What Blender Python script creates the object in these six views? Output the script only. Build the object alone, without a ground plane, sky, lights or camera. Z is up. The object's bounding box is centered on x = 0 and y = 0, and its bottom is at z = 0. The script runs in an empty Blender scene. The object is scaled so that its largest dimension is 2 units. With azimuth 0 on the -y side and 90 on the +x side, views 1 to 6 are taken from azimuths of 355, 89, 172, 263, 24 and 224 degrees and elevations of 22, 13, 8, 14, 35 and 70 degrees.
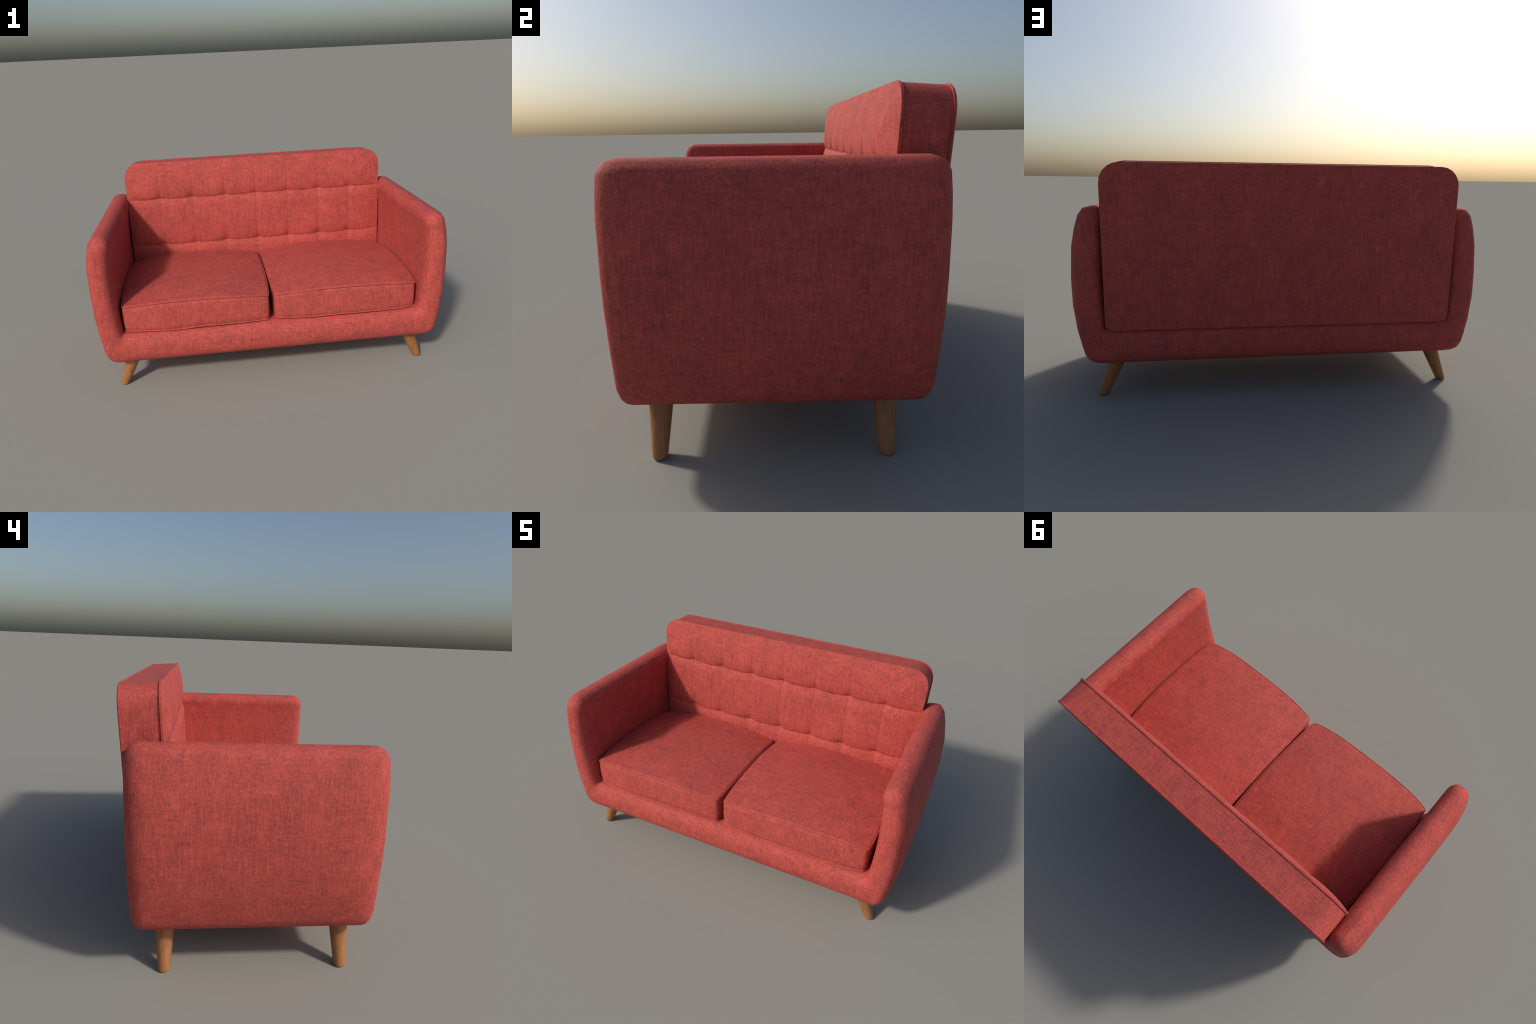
"""Two-seat upholstered sofa: U-shaped padded frame (base rail + arms), reclined
tufted backrest with a rear panel, two boxed seat cushions, four splayed legs."""
import bpy
from math import sin, cos, pi, sqrt, exp, hypot
from mathutils import Vector, noise

# ------------------------------------------------------------------ helpers
def lerp(a, b, t):
    return a + (b - a) * t


def curve(table, v):
    """piecewise-smooth lookup in a short (key, value) table"""
    if v <= table[0][0]:
        return table[0][1]
    for (k0, a), (k1, b) in zip(table, table[1:]):
        if v <= k1:
            return lerp(a, b, (v - k0) / (k1 - k0))
    return table[-1][1]


def smooth(t):
    t = max(0.0, min(1.0, t))
    return t * t * (3 - 2 * t)


def mesh_object(name, verts, faces, mat, parent, shade=True):
    me = bpy.data.meshes.new(name)
    me.from_pydata([tuple(v) for v in verts], [], faces)
    me.validate()
    me.update()
    me.materials.append(mat)
    for p in me.polygons:
        p.use_smooth = shade
    ob = bpy.data.objects.new(name, me)
    bpy.context.scene.collection.objects.link(ob)
    ob.parent = parent
    return ob


# ---------------------------------------------------------------- materials
class Nodes:
    def __init__(self, name):
        self.mat = bpy.data.materials.new(name)
        self.mat.use_nodes = True
        self.nt = self.mat.node_tree
        self.bsdf = self.nt.nodes["Principled BSDF"]

    def new(self, kind, **kw):
        n = self.nt.nodes.new(kind)
        for k, v in kw.items():
            setattr(n, k, v)
        return n

    def link(self, a, b):
        self.nt.links.new(a, b)

    def math(self, op, a, b=None, clamp=False):
        n = self.new("ShaderNodeMath", operation=op, use_clamp=clamp)
        for i, s in enumerate((a, b)):
            if s is None:
                continue
            if isinstance(s, (int, float)):
                n.inputs[i].default_value = s
            else:
                self.link(s, n.inputs[i])
        return n.outputs[0]

    def noise(self, coord, scale_xyz, scale=1.0, detail=2.0, rough=0.5, offset=(0, 0, 0)):
        m = self.new("ShaderNodeMapping")
        m.inputs["Scale"].default_value = scale_xyz
        m.inputs["Location"].default_value = offset
        self.link(coord, m.inputs["Vector"])
        n = self.new("ShaderNodeTexNoise")
        n.inputs["Scale"].default_value = scale
        n.inputs["Detail"].default_value = detail
        n.inputs["Roughness"].default_value = rough
        self.link(m.outputs[0], n.inputs["Vector"])
        return n.outputs["Fac"]

    def ramp(self, fac, stops):
        r = self.new("ShaderNodeValToRGB")
        els = r.color_ramp.elements
        while len(els) < len(stops):
            els.new(0.5)
        for e, (p, c) in zip(els, stops):
            e.position = p
            e.color = (*c, 1)
        self.link(fac, r.inputs[0])
        return r.outputs[0]


def fabric_material():
    """woven melange upholstery: slubby threads run along all three axes, so each
    face shows the warp and the weft lying in it"""
    N = Nodes("woven_coral_fabric")
    co = N.new("ShaderNodeTexCoord").outputs["Object"]
    fine, long_ = 215.0, 58.0
    tx = N.noise(co, (long_, fine, fine), detail=1.5, offset=(3.1, 0.7, 1.9))
    ty = N.noise(co, (fine, long_, fine), detail=1.5, offset=(0.4, 5.3, 2.2))
    tz = N.noise(co, (fine, fine, long_), detail=1.5, offset=(7.7, 1.1, 0.3))
    threads = N.math("ADD", N.math("ADD", tx, ty), N.math("MULTIPLY", tz, 1.3))      # mean 1.65
    # longer, sparser slubs
    sx = N.noise(co, (14, 130, 130), detail=1.0, offset=(1.3, 2.7, 4.9))
    sy = N.noise(co, (130, 14, 130), detail=1.0, offset=(6.3, 0.2, 8.9))
    sz = N.noise(co, (130, 130, 14), detail=1.0, offset=(2.3, 9.7, 3.9))
    slubs = N.math("ADD", N.math("ADD", sx, sy), N.math("MULTIPLY", sz, 1.4))
    blotch = N.noise(co, (26, 26, 26), detail=3.0, rough=0.65)
    cloud = N.noise(co, (11, 11, 6), detail=2.0, offset=(4, 4, 4))
    v = N.math("MULTIPLY", N.math("SUBTRACT", threads, 1.65), 0.56)
    v = N.math("ADD", v, N.math("MULTIPLY", N.math("SUBTRACT", slubs, 1.7), 0.52))
    v = N.math("ADD", v, N.math("MULTIPLY", N.math("SUBTRACT", blotch, 0.5), 0.50))
    v = N.math("ADD", v, N.math("MULTIPLY", N.math("SUBTRACT", cloud, 0.5), 0.40))
    v = N.math("ADD", v, 0.5, clamp=True)
    col = N.ramp(v, [(0.08, (0.265, 0.047, 0.041)),
                     (0.34, (0.360, 0.059, 0.049)),
                     (0.56, (0.452, 0.070, 0.056)),
                     (0.95, (0.585, 0.099, 0.075))])
    N.link(col, N.bsdf.inputs["Base Color"])
    N.bsdf.inputs["Roughness"].default_value = 0.78
    N.bsdf.inputs["Specular IOR Level"].default_value = 0.35
    N.bsdf.inputs["Sheen Weight"].default_value = 0.02
    N.bsdf.inputs["Sheen Roughness"].default_value = 0.4
    N.bsdf.inputs["Sheen Tint"].default_value = (1.0, 0.70, 0.66, 1.0)
    bump = N.new("ShaderNodeBump")
    bump.inputs["Strength"].default_value = 0.25
    bump.inputs["Distance"].default_value = 0.002
    N.link(threads, bump.inputs["Height"])
    N.link(bump.outputs[0], N.bsdf.inputs["Normal"])
    return N.mat


def wood_material():
    N = Nodes("oiled_wood")
    co = N.new("ShaderNodeTexCoord").outputs["Object"]
    grain = N.noise(co, (120, 120, 9), detail=3.0, rough=0.6)
    band = N.noise(co, (34, 34, 5), detail=2.0, offset=(2, 1, 0))
    v = N.math("ADD", N.math("MULTIPLY", grain, 0.55), N.math("MULTIPLY", band, 0.45))
    col = N.ramp(v, [(0.30, (0.225, 0.086, 0.027)),
                     (0.50, (0.335, 0.135, 0.042)),
                     (0.70, (0.400, 0.172, 0.058))])
    N.link(col, N.bsdf.inputs["Base Color"])
    N.bsdf.inputs["Roughness"].default_value = 0.5
    return N.mat


FABRIC = fabric_material()
WOOD = wood_material()

# ------------------------------------------------------------------ the sofa
sofa = bpy.data.objects.new("sofa", None)
bpy.context.scene.collection.objects.link(sofa)
sofa["label"] = "coral red two-seat fabric sofa with tufted back and wooden legs"
sofa["category"] = "sofa"

# ---------------------------------------------------- frame: base rail + arms
# matched (outer, inner) profile points in x, z, from the middle of the rail to the arm top
PROFILE = [
    ((0.000, 0.184), (0.000, 0.366)),
    ((0.350, 0.184), (0.350, 0.366)),
    ((0.700, 0.184), (0.680, 0.366)),
    ((0.840, 0.184), (0.815, 0.366)),
    ((0.892, 0.189), (0.835, 0.367)),
    ((0.924, 0.203), (0.839, 0.3695)),
    ((0.943, 0.228), (0.841, 0.374)),
    ((0.958, 0.272), (0.8425, 0.384)),
    ((0.980, 0.355), (0.848, 0.445)),
    ((0.996, 0.470), (0.853, 0.540)),
    ((1.000, 0.600), (0.855, 0.630)),
    ((0.992, 0.750), (0.852, 0.750)),
    ((0.973, 0.840), (0.846, 0.835)),
    ((0.955, 0.896), (0.839, 0.884)),
]
SPLIT = 5                                    # profile point where the arm begins
FRONT = [(0.18, -0.490), (0.35, -0.498), (0.55, -0.506), (0.78, -0.510), (0.95, -0.505)]
REAR = [(0.18, 0.460), (0.35, 0.470), (0.55, 0.478), (0.80, 0.481), (0.95, 0.478)]
ROUND = 0.047                                # rounding over the arm top
ARC = 4                                      # segments per rounded edge
SUBDIV_Y = 14
# padding radius across the thickness (a) and along the depth (b), by profile position:
# the rail is a fat roll, the arm front is drawn out to a long curve on its outer side
RAIL_A = [(0.0, 0.074), (0.78, 0.074), (0.93, 0.050)]
RAIL_B = [(0.0, 0.056), (0.78, 0.056), (0.93, 0.047)]
ARM_OUT_A = [(0.25, 0.050), (0.45, 0.060), (0.75, 0.060), (0.92, 0.050)]
ARM_OUT_FRONT = [(0.22, 0.055), (0.40, 0.120), (0.55, 0.145), (0.75, 0.130), (0.92, 0.075)]
ARM_OUT_REAR = [(0.22, 0.055), (0.40, 0.080), (0.60, 0.090), (0.75, 0.085), (0.92, 0.060)]
ARM_IN_FRONT = [(0.25, 0.050), (0.45, 0.062), (0.80, 0.062), (0.92, 0.055)]


def frame_ring(o, i, inset=0.0, lift=Vector((0, 0))):
    """rounded-rectangle section spanned by the thickness i->o and the depth axis y"""
    o, i = Vector(o), Vector(i)
    d = o - i
    thick = d.length
    d /= thick
    zc = (o.y + i.y) / 2
    y0, y1 = curve(FRONT, zc), curve(REAR, zc)
    rail = 1 - smooth((o.y - 0.20) / 0.12) if o.x > 0.9 else 1.0
    ra, rb = curve(RAIL_A, o.x), curve(RAIL_B, o.x)
    oz = o.y
    out_a = lerp(curve(ARM_OUT_A, oz), ra, rail)
    radii = ((lerp(0.048, ra, rail), lerp(curve(ARM_IN_FRONT, oz), rb, rail)),   # inner front
             (out_a, lerp(curve(ARM_OUT_FRONT, oz), rb, rail)),                  # outer front
             (out_a, lerp(curve(ARM_OUT_REAR, oz), rb, rail)),                   # outer rear
             (0.047, 0.047))                                                     # inner rear
    a0, a1, b0, b1 = inset, thick - inset, y0 + 1.15 * inset, y1 - 1.15 * inset
    spec = ((a0, 1, b0, 1, pi), (a1, -1, b0, 1, 1.5 * pi), (a1, -1, b1, -1, 0.0), (a0, 1, b1, -1, 0.5 * pi))
    pts = []
    for (a, sa, b, sb, start), (qa, qb) in zip(spec, radii):
        qa = max(min(qa, thick * 0.46) - inset, 0.0006)
        qb = max(qb - 1.15 * inset, 0.0006)
        ca, cb = a + sa * qa, b + sb * qb
        arc = [(ca + qa * cos(start + 0.5 * pi * k / ARC),
                cb + qb * sin(start + 0.5 * pi * k / ARC)) for k in range(ARC + 1)]
        if pts:
            p, q = pts[-1], arc[0]
            n = SUBDIV_Y if abs(q[1] - p[1]) > 0.3 else 3
            pts += [(lerp(p[0], q[0], k / n), lerp(p[1], q[1], k / n)) for k in range(1, n)]
        pts += arc
    p, q = pts[-1], pts[0]
    pts += [(lerp(p[0], q[0], k / SUBDIV_Y), lerp(p[1], q[1], k / SUBDIV_Y)) for k in range(1, SUBDIV_Y)]
    out = []
    for a, y in pts:
        xz = i + d * a + lift
        # the outer side of the arm is drawn in slightly toward the front
        if o.x > 0.9:
            belly = max(0.0, 1 - ((oz - 0.58) / 0.33) ** 2)
            xz.x -= 0.006 * belly * smooth((-0.15 - y) / 0.30) * smooth(a / thick)
        out.append(Vector((xz.x, y, xz.y)))
    return out


def build_frame():
    half, tags = [], []
    for k in range(len(PROFILE) - 1):
        (o0, i0), (o1, i1) = PROFILE[k], PROFILE[k + 1]
        n = 4 if k < 3 else (3 if k >= 7 else 2)
        for j in range(n):
            t = j / n
            half.append(frame_ring([lerp(a, b, t) for a, b in zip(o0, o1)],
                                   [lerp(a, b, t) for a, b in zip(i0, i1)]))
            tags.append("arm" if k >= SPLIT else "base_rail")
    o, i = PROFILE[-1]
    half.append(frame_ring(o, i))
    tags.append("arm")
    t_up = (Vector(o) - Vector(PROFILE[-2][0]) + Vector(i) - Vector(PROFILE[-2][1])).normalized()
    for k in range(1, 3):                                # chamfer-like rounding of the arm top
        th = 0.5 * pi * k / 2
        half.append(frame_ring(o, i, ROUND * (1 - cos(th)), t_up * ROUND * sin(th)))
        tags.append("arm")
    left = [[Vector((-p.x, p.y, p.z)) for p in ring] for ring in reversed(half[1:])]
    rings = left + half
    n, m = len(rings), len(rings[0])
    mid = len(left)
    verts = [p for ring in rings for p in ring]
    faces, owner = [], []
    for s in range(n - 1):
        k = s - mid if s >= mid else mid - 1 - s          # segment index in the half
        kind = tags[k]
        name = kind if kind == "base_rail" else ("arm_r" if s >= mid else "arm_l")
        for j in range(m):
            faces.append((s * m + j, s * m + (j + 1) % m, (s + 1) * m + (j + 1) % m, (s + 1) * m + j))
            owner.append(name)
    faces.append(tuple(reversed(range(m))))
    owner.append("arm_l")
    faces.append(tuple(range((n - 1) * m, n * m)))
    owner.append("arm_r")
    # orientation check
    me = bpy.data.meshes.new("frame_whole")
    me.from_pydata([tuple(v) for v in verts], [], faces)
    me.update()
    probe = max(range(len(faces)), key=lambda f: me.polygons[f].center.x)
    if me.polygons[probe].normal.x < 0:
        me.flip_normals()
        faces = [tuple(reversed(f)) for f in faces]
    normals = [v.normal.copy() for v in me.vertices]
    bpy.data.meshes.remove(me)
    for key, name in (("base_rail", "base_rail"), ("arm_r", "arm"), ("arm_l", "arm")):
        sub = [f for f, w in zip(faces, owner) if w == key]
        used = sorted({v for f in sub for v in f})
        remap = {v: q for q, v in enumerate(used)}
        ob = mesh_object(name, [verts[v] for v in used],
                         [tuple(remap[v] for v in f) for f in sub], FABRIC, sofa)
        ob.data.normals_split_custom_set_from_vertices([normals[v] for v in used])


build_frame()

# ------------------------------------------------------------------- backrest
HALF_W = 0.842
TOP_R = 0.093
TUFT_X = [-0.63, -0.42, -0.21, 0.0, 0.21, 0.42, 0.63]
SEAM_Z = [0.292, 0.600, 0.908]


def front_edge_y(z):
    return 0.350 + 0.060 * (z - 1.07)


def rear_y(z):
    return 0.5095 + 0.057 * (z - 1.07)


def outline(half_w, z0, z1, r_top, r_bot, seg_top=5, seg_bot=4, n_side=40, n_flat=60):
    """closed rounded rectangle in x, z, counter-clockwise seen from -y"""
    pts = []

    def arc(cx, cz, r, a0, seg):
        for k in range(seg + 1):
            a = a0 + 0.5 * pi * k / seg
            pts.append((cx + r * cos(a), cz + r * sin(a)))

    def run(b, n):
        a = pts[-1]
        pts.extend((lerp(a[0], b[0], k / n), lerp(a[1], b[1], k / n)) for k in range(1, n))
    arc(half_w - r_bot, z0 + r_bot, r_bot, -0.5 * pi, seg_bot)
    run((half_w, z1 - r_top), n_side)
    arc(half_w - r_top, z1 - r_top, r_top, 0.0, seg_top)
    run((-half_w + r_top, z1), n_flat)
    arc(-half_w + r_top, z1 - r_top, r_top, 0.5 * pi, seg_top)
    run((-half_w, z0 + r_bot), n_side)
    arc(-half_w + r_bot, z0 + r_bot, r_bot, pi, seg_bot)
    run((half_w - r_bot, z0), n_flat)
    return pts


def loft_outlines(name, rings, parent, cap_first=True, cap_last=True):
    n = len(rings[0])
    verts = [p for r in rings for p in r]
    faces = []
    for s in range(len(rings) - 1):
        for j in range(n):
            faces.append((s * n + j, s * n + (j + 1) % n, (s + 1) * n + (j + 1) % n, (s + 1) * n + j))
    if cap_first:
        faces.append(tuple(reversed(range(n))))
    if cap_last:
        faces.append(tuple(range((len(rings) - 1) * n, len(rings) * n)))
    return mesh_object(name, verts, faces, FABRIC, parent)


def sharpen(ob, angle=0.6):
    ob.data.set_sharp_from_angle(angle=angle)


# side band between the two seams (the boxed border)
def band_ring(v):
    """border of the backrest at depth fraction v; the top slopes down to the rear, and
    between the arms the sides are padded out to fill the space"""
    ring = []
    for x, z in outline(HALF_W - 0.005, 0.365, lerp(1.1400, 1.1300, v), TOP_R - 0.004, 0.028):
        y = lerp(front_edge_y(z) + 0.007, rear_y(z) - 0.006, v)
        if abs(x) > 0.80:
            fill = 0.020 * sin(pi * v) ** 2 * smooth((0.88 - z) / 0.08) * smooth((z - 0.40) / 0.08)
            x += fill if x > 0 else -fill
        ring.append(Vector((x, y, z)))
    return ring


band = loft_outlines("backrest", [band_ring(k / 8) for k in range(9)], sofa)
sharpen(band)

# rear panel, standing a little proud with a folded edge
Z_REAR = 1.1325
rear_rings = []
for inset, dy in ((0.010, -0.0095), (-0.0015, -0.0085), (-0.0015, -0.0035), (0.002, 0.0)):
    ring = outline(HALF_W - inset, 0.356 + inset, Z_REAR - inset, TOP_R - inset, 0.034 - inset)
    rear_rings.append([Vector((x, rear_y(z) + dy, z)) for x, z in ring])
rear = loft_outlines("rear_panel", rear_rings, band)
sharpen(rear)


def build_back_cushion():
    z_top, z_bot = 1.1435, 0.360
    nx, nz = 360, 170

    def half_width(z):
        d = z - (z_top - TOP_R)
        if d <= 0:
            return HALF_W + 0.001
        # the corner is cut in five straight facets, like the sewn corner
        a = [0.5 * pi * k / 5 for k in range(6)]
        for a0, a1 in zip(a, a[1:]):
            s0, s1 = TOP_R * sin(a0), TOP_R * sin(a1)
            if d <= s1 + 1e-6:
                c = lerp(cos(a0), cos(a1), (d - s0) / (s1 - s0))
                return HALF_W + 0.001 - TOP_R * (1 - c)
        return HALF_W + 0.001 - TOP_R

    def edge_distance(x, z):
        ax = abs(x)
        cx, cz = HALF_W - TOP_R, z_top - TOP_R
        if ax > cx and z > cz:
            return TOP_R - hypot(ax - cx, z - cz)
        return min(HALF_W - ax, z_top - z)

    def puff(x, z):
        """how far the padding stands out in front of the seam plane"""
        d = max(0.0, edge_distance(x, z))
        rim = 1 - (1 - min(d / 0.15, 1.0)) ** 2
        crown = 0.020 * rim + 0.014 * smooth(d / 0.40)
        # distance to the nearest tuft column and shape of the cell between two of them
        jx = min(range(7), key=lambda k: abs(TUFT_X[k] - x))
        dx = abs(x - TUFT_X[jx])
        side = 1 if x > TUFT_X[jx] else -1
        between = smooth(dx / 0.042)
        sag = 0.0045 * between                     # the seam hangs a little between the tufts
        # horizontal seams
        groove = 0.0
        for sz in SEAM_Z[1:]:
            dz = z - (sz - sag)
            w = 0.070 if dz > 0 else 0.050
            depth = lerp(0.0165, 0.0105, between)
            g = max(0.0, 1 - abs(dz) / w) ** 2.0
            groove = max(groove, depth * g)
            groove += 0.0028 * exp(-((dz - 0.002) / 0.0042) ** 2) * (0.35 + 0.65 * between)
        # vertical pleats, deepest at the tufts and fading away from them
        pleat = 0.0
        near = max(exp(-abs(z - sz) / (0.060 if z > sz else 0.045)) for sz in SEAM_Z)
        amp = 0.0022 + 0.0060 * near
        width = 0.016 + 0.016 * near
        pleat = amp * (0.55 * exp(-dx / width) + 0.45 * exp(-(dx / width) ** 2))
        if jx == 3:                                      # the middle pleat is stitched full height
            pleat += 0.0016 * exp(-(dx / 0.004) ** 2)
        # fabric folds over slightly to one side of each pleat
        lap = 0.0019 * exp(-dx / 0.015) * side * (0.40 + 0.60 * near)
        wob = 0.0022 * noise.noise(Vector((x * 7.0, 3.3, z * 9.0)))
        fade = smooth(d / 0.04)
        seam_fade = smooth(d / 0.012) * min(1.0, crown / 0.012)
        return crown - groove * seam_fade - (pleat + lap - wob) * fade

    zs = []
    for k in range(nz + 1):
        zs.append(lerp(z_bot, z_top, k / nz))
    # place rows exactly on the corner facets, and a denser set near the top edge
    zs += [z_top - 0.0015, z_top - 0.0035]
    zs = sorted(set(round(z, 5) for z in zs))
    us = []
    for k in range(nx + 1):
        us.append(lerp(-1, 1, k / nx))
    us += [-0.9985, 0.9985, -0.9965, 0.9965]
    us = sorted(us)
    cols = len(us)
    verts, faces = [], []
    for z in zs:
        w = half_width(z)
        for u in us:
            x = u * w
            verts.append(Vector((x, front_edge_y(z) - puff(x, z), z)))
    for r in range(len(zs) - 1):
        for c in range(cols - 1):
            faces.append((r * cols + c, r * cols + c + 1, (r + 1) * cols + c + 1, (r + 1) * cols + c))
    # rim: walk round the border, then fold back to the band
    rows = len(zs)
    border = ([c for c in range(cols)] + [r * cols + cols - 1 for r in range(1, rows)]
              + [(rows - 1) * cols + c for c in range(cols - 2, -1, -1)]
              + [r * cols for r in range(rows - 2, 0, -1)])
    prev = border
    for dy, inset in ((0.0085, 0.0), (0.0095, 0.009)):
        ring = []
        for b in border:
            p = verts[b]
            cx = max(-HALF_W + 0.1, min(HALF_W - 0.1, p.x))
            cz = max(0.46, min(z_top - 0.1, p.z))
            to = Vector((cx - p.x, 0, cz - p.z))
            if to.length > 1e-6:
                to.normalize()
            ring.append(len(verts))
            verts.append(Vector((p.x, front_edge_y(p.z) + dy, p.z)) + to * inset)
        for k in range(len(border)):
            q = (k + 1) % len(border)
            faces.append((prev[q], prev[k], ring[k], ring[q]))
        prev = ring
    ob = mesh_object("tufted_back_cushion", verts, faces, FABRIC, band)
    sharpen(ob, 1.0)


build_back_cushion()

# -------------------------------------------------------------- seat cushions
def seat_cushion(x0, x1, seed):
    outer = 1 if x0 + x1 > 0 else -1                     # side that meets the arm
    cx, hw = (x0 + x1) / 2, (x1 - x0) / 2
    y0, y1 = -0.443, 0.346
    cy, hd = (y0 + y1) / 2, (y1 - y0) / 2
    corner = 0.016
    off = Vector((seed * 3.7, seed * 1.3, 0.0))

    # plan outline: rounded rectangle, edges bulging outward between the corners
    base = []

    def arc(sx, sy, a0, r, seg=5):
        for k in range(seg + 1):
            a = a0 + 0.5 * pi * k / seg
            base.append((sx * (hw - r) + r * cos(a), sy * (hd - r) + r * sin(a)))

    def run(b, n):
        a = base[-1]
        base.extend((lerp(a[0], b[0], k / n), lerp(a[1], b[1], k / n)) for k in range(1, n))
    rb = 0.062
    arc(1, -1, -0.5 * pi, corner)
    run((hw, hd - rb), 46)
    arc(1, 1, 0.0, rb)
    run((-hw + rb, hd), 46)
    arc(-1, 1, 0.5 * pi, rb)
    run((-hw, -hd + corner), 46)
    arc(-1, -1, pi, corner)
    run((hw - corner, -hd), 46)

    def bulge(px, py):
        s, t = px / hw, py / hd
        bx = ((0.015 if s * outer > 0 else 0.012) * (1 - abs(t) ** 3)) * (abs(s) ** 3) * (1 if s > 0 else -1)
        by = (0.023 * (1 - abs(s) ** 3.6)) * (abs(t) ** 3) * (1 if t > 0 else -1)
        return px + bx, py + by

    def rim_lift(px, py):
        """the top seam rises toward the middle of each side"""
        s, t = max(-1, min(1, px / hw)), max(-1, min(1, py / hd))
        return (lerp(0.026, 0.041, (t + 1) / 2) * (1 - abs(s) ** 2.6) * abs(t) ** 4
                + 0.020 * (1 - abs(t) ** 2.6) * abs(s) ** 4 - 0.021 * smooth(t))

    Z_TOP, Z_BOT = 0.518, 0.371
    rings = []

    def ring(scale, inset, zfun):
        out = []
        for px, py in base:
            l = hypot(px, py)
            # shrink toward the middle by a fixed inset along each axis
            qx = px - inset * (px / hw) if inset else px
            qy = py - inset * (py / hd) if inset else py
            qx, qy = qx * scale, qy * scale
            bx, by = bulge(qx, qy)
            p = Vector((cx + bx, cy + by, 0))
            p.z = zfun(qx, qy, p)
            out.append(p)
        return out

    def top_z(px, py, p):
        s, t = px / hw, py / hd
        dome = (1 - min(1, abs(s)) ** 2.5) * (1 - min(1, abs(t)) ** 3.2)
        # seam line lift blends into the dome
        lump = 0.0035 * noise.noise(Vector((p.x * 4.0, p.y * 4.0, 1.0)) + off)
        lump *= min(1.0, 4 * dome)
        return Z_TOP + rim_lift(px, py) + 0.060 * dome + lump

    def seam_z(px, py, p):
        return Z_TOP + rim_lift(px, py)

    def hem_z(px, py, p):
        w = 0.006 * noise.noise(Vector((p.x * 5.5, p.y * 5.5, 9.0)) + off)
        return Z_BOT + w

    STEPS = 26
    for k in range(1, STEPS + 1):
        f = (k / STEPS) ** 0.85
        rings.append(ring(f * 0.988 if k == STEPS else f, 0.0, top_z))
    # piped seam, boxed wall, lower seam
    wall = [(0.0036, lambda a, b, p: seam_z(a, b, p) - 0.0022),      # stitched groove
            (0.0018, lambda a, b, p: seam_z(a, b, p) - 0.0004),
            (-0.0006, lambda a, b, p: seam_z(a, b, p) - 0.0002),
            (-0.0022, lambda a, b, p: seam_z(a, b, p) - 0.0022),
            (-0.0010, lambda a, b, p: seam_z(a, b, p) - 0.0044),
            (0.0036, lambda a, b, p: seam_z(a, b, p) - 0.0054),
            (0.0004, lambda a, b, p: seam_z(a, b, p) - 0.0100)]
    for k in range(1, 7):
        t = k / 7
        wall.append((-0.0016 * sin(pi * t),
                     lambda a, b, p, t=t: lerp(seam_z(a, b, p) - 0.010, hem_z(a, b, p) + 0.012, t)))
    wall += [(0.0004, lambda a, b, p: hem_z(a, b, p) + 0.0110),
             (0.0030, lambda a, b, p: hem_z(a, b, p) + 0.0066),
             (-0.0012, lambda a, b, p: hem_z(a, b, p) + 0.0054),
             (-0.0022, lambda a, b, p: hem_z(a, b, p) + 0.0030),
             (-0.0010, lambda a, b, p: hem_z(a, b, p) + 0.0004),
             (0.0060, lambda a, b, p: hem_z(a, b, p) - 0.0010)]
    for inset, zf in wall:
        rings.append(ring(1.0, inset, zf))
    n = len(base)
    verts = [p for r in rings for p in r]
    faces = []
    for s in range(len(rings) - 1):
        for j in range(n):
            faces.append((s * n + j, (s + 1) * n + j, (s + 1) * n + (j + 1) % n, s * n + (j + 1) % n))
    c = len(verts)
    verts.append(Vector((cx, cy, sum(p.z for p in rings[0]) / n)))
    for j in range(n):
        faces.append((c, j, (j + 1) % n))
    last = (len(rings) - 1) * n
    faces.append(tuple(reversed(range(last, last + n))))
    ob = mesh_object("seat_cushion", verts, faces, FABRIC, sofa)
    sharpen(ob, 1.1)


seat_cushion(-0.830, -0.023, 1)
seat_cushion(0.012, 0.819, 2)

# ----------------------------------------------------------------------- legs
def leg_mesh():
    """turned, tapering leg along a splayed axis; origin at the foot, splay toward +x"""
    shape = [(0.0, 0.0205), (0.0018, 0.0230), (0.0050, 0.0247), (0.012, 0.0258)]
    shape += [(lerp(0.012, 0.215, k / 8), lerp(0.0258, 0.0445, k / 8)) for k in range(1, 9)]
    n = 32
    verts, faces = [], []
    for h, r in shape:
        for j in range(n):
            a = 2 * pi * j / n
            verts.append((-0.415 * h + r * 1.04 * cos(a), r * sin(a), h))
    for s in range(len(shape) - 1):
        for j in range(n):
            faces.append((s * n + j, s * n + (j + 1) % n, (s + 1) * n + (j + 1) % n, (s + 1) * n + j))
    faces.append(tuple(reversed(range(n))))
    faces.append(tuple(range((len(shape) - 1) * n, len(shape) * n)))
    me = bpy.data.meshes.new("leg")
    me.from_pydata(verts, [], faces)
    me.update()
    me.materials.append(WOOD)
    for p in me.polygons:
        p.use_smooth = True
    me.set_sharp_from_angle(angle=0.9)
    return me


LEG = leg_mesh()
for sx, y in ((1, -0.383), (-1, -0.383), (1, 0.342), (-1, 0.342)):
    ob = bpy.data.objects.new("leg", LEG)
    bpy.context.scene.collection.objects.link(ob)
    ob.parent = sofa
    ob.location = (sx * 0.8865, y, 0.0)
    if sx < 0:
        ob.rotation_euler = (0, 0, pi)
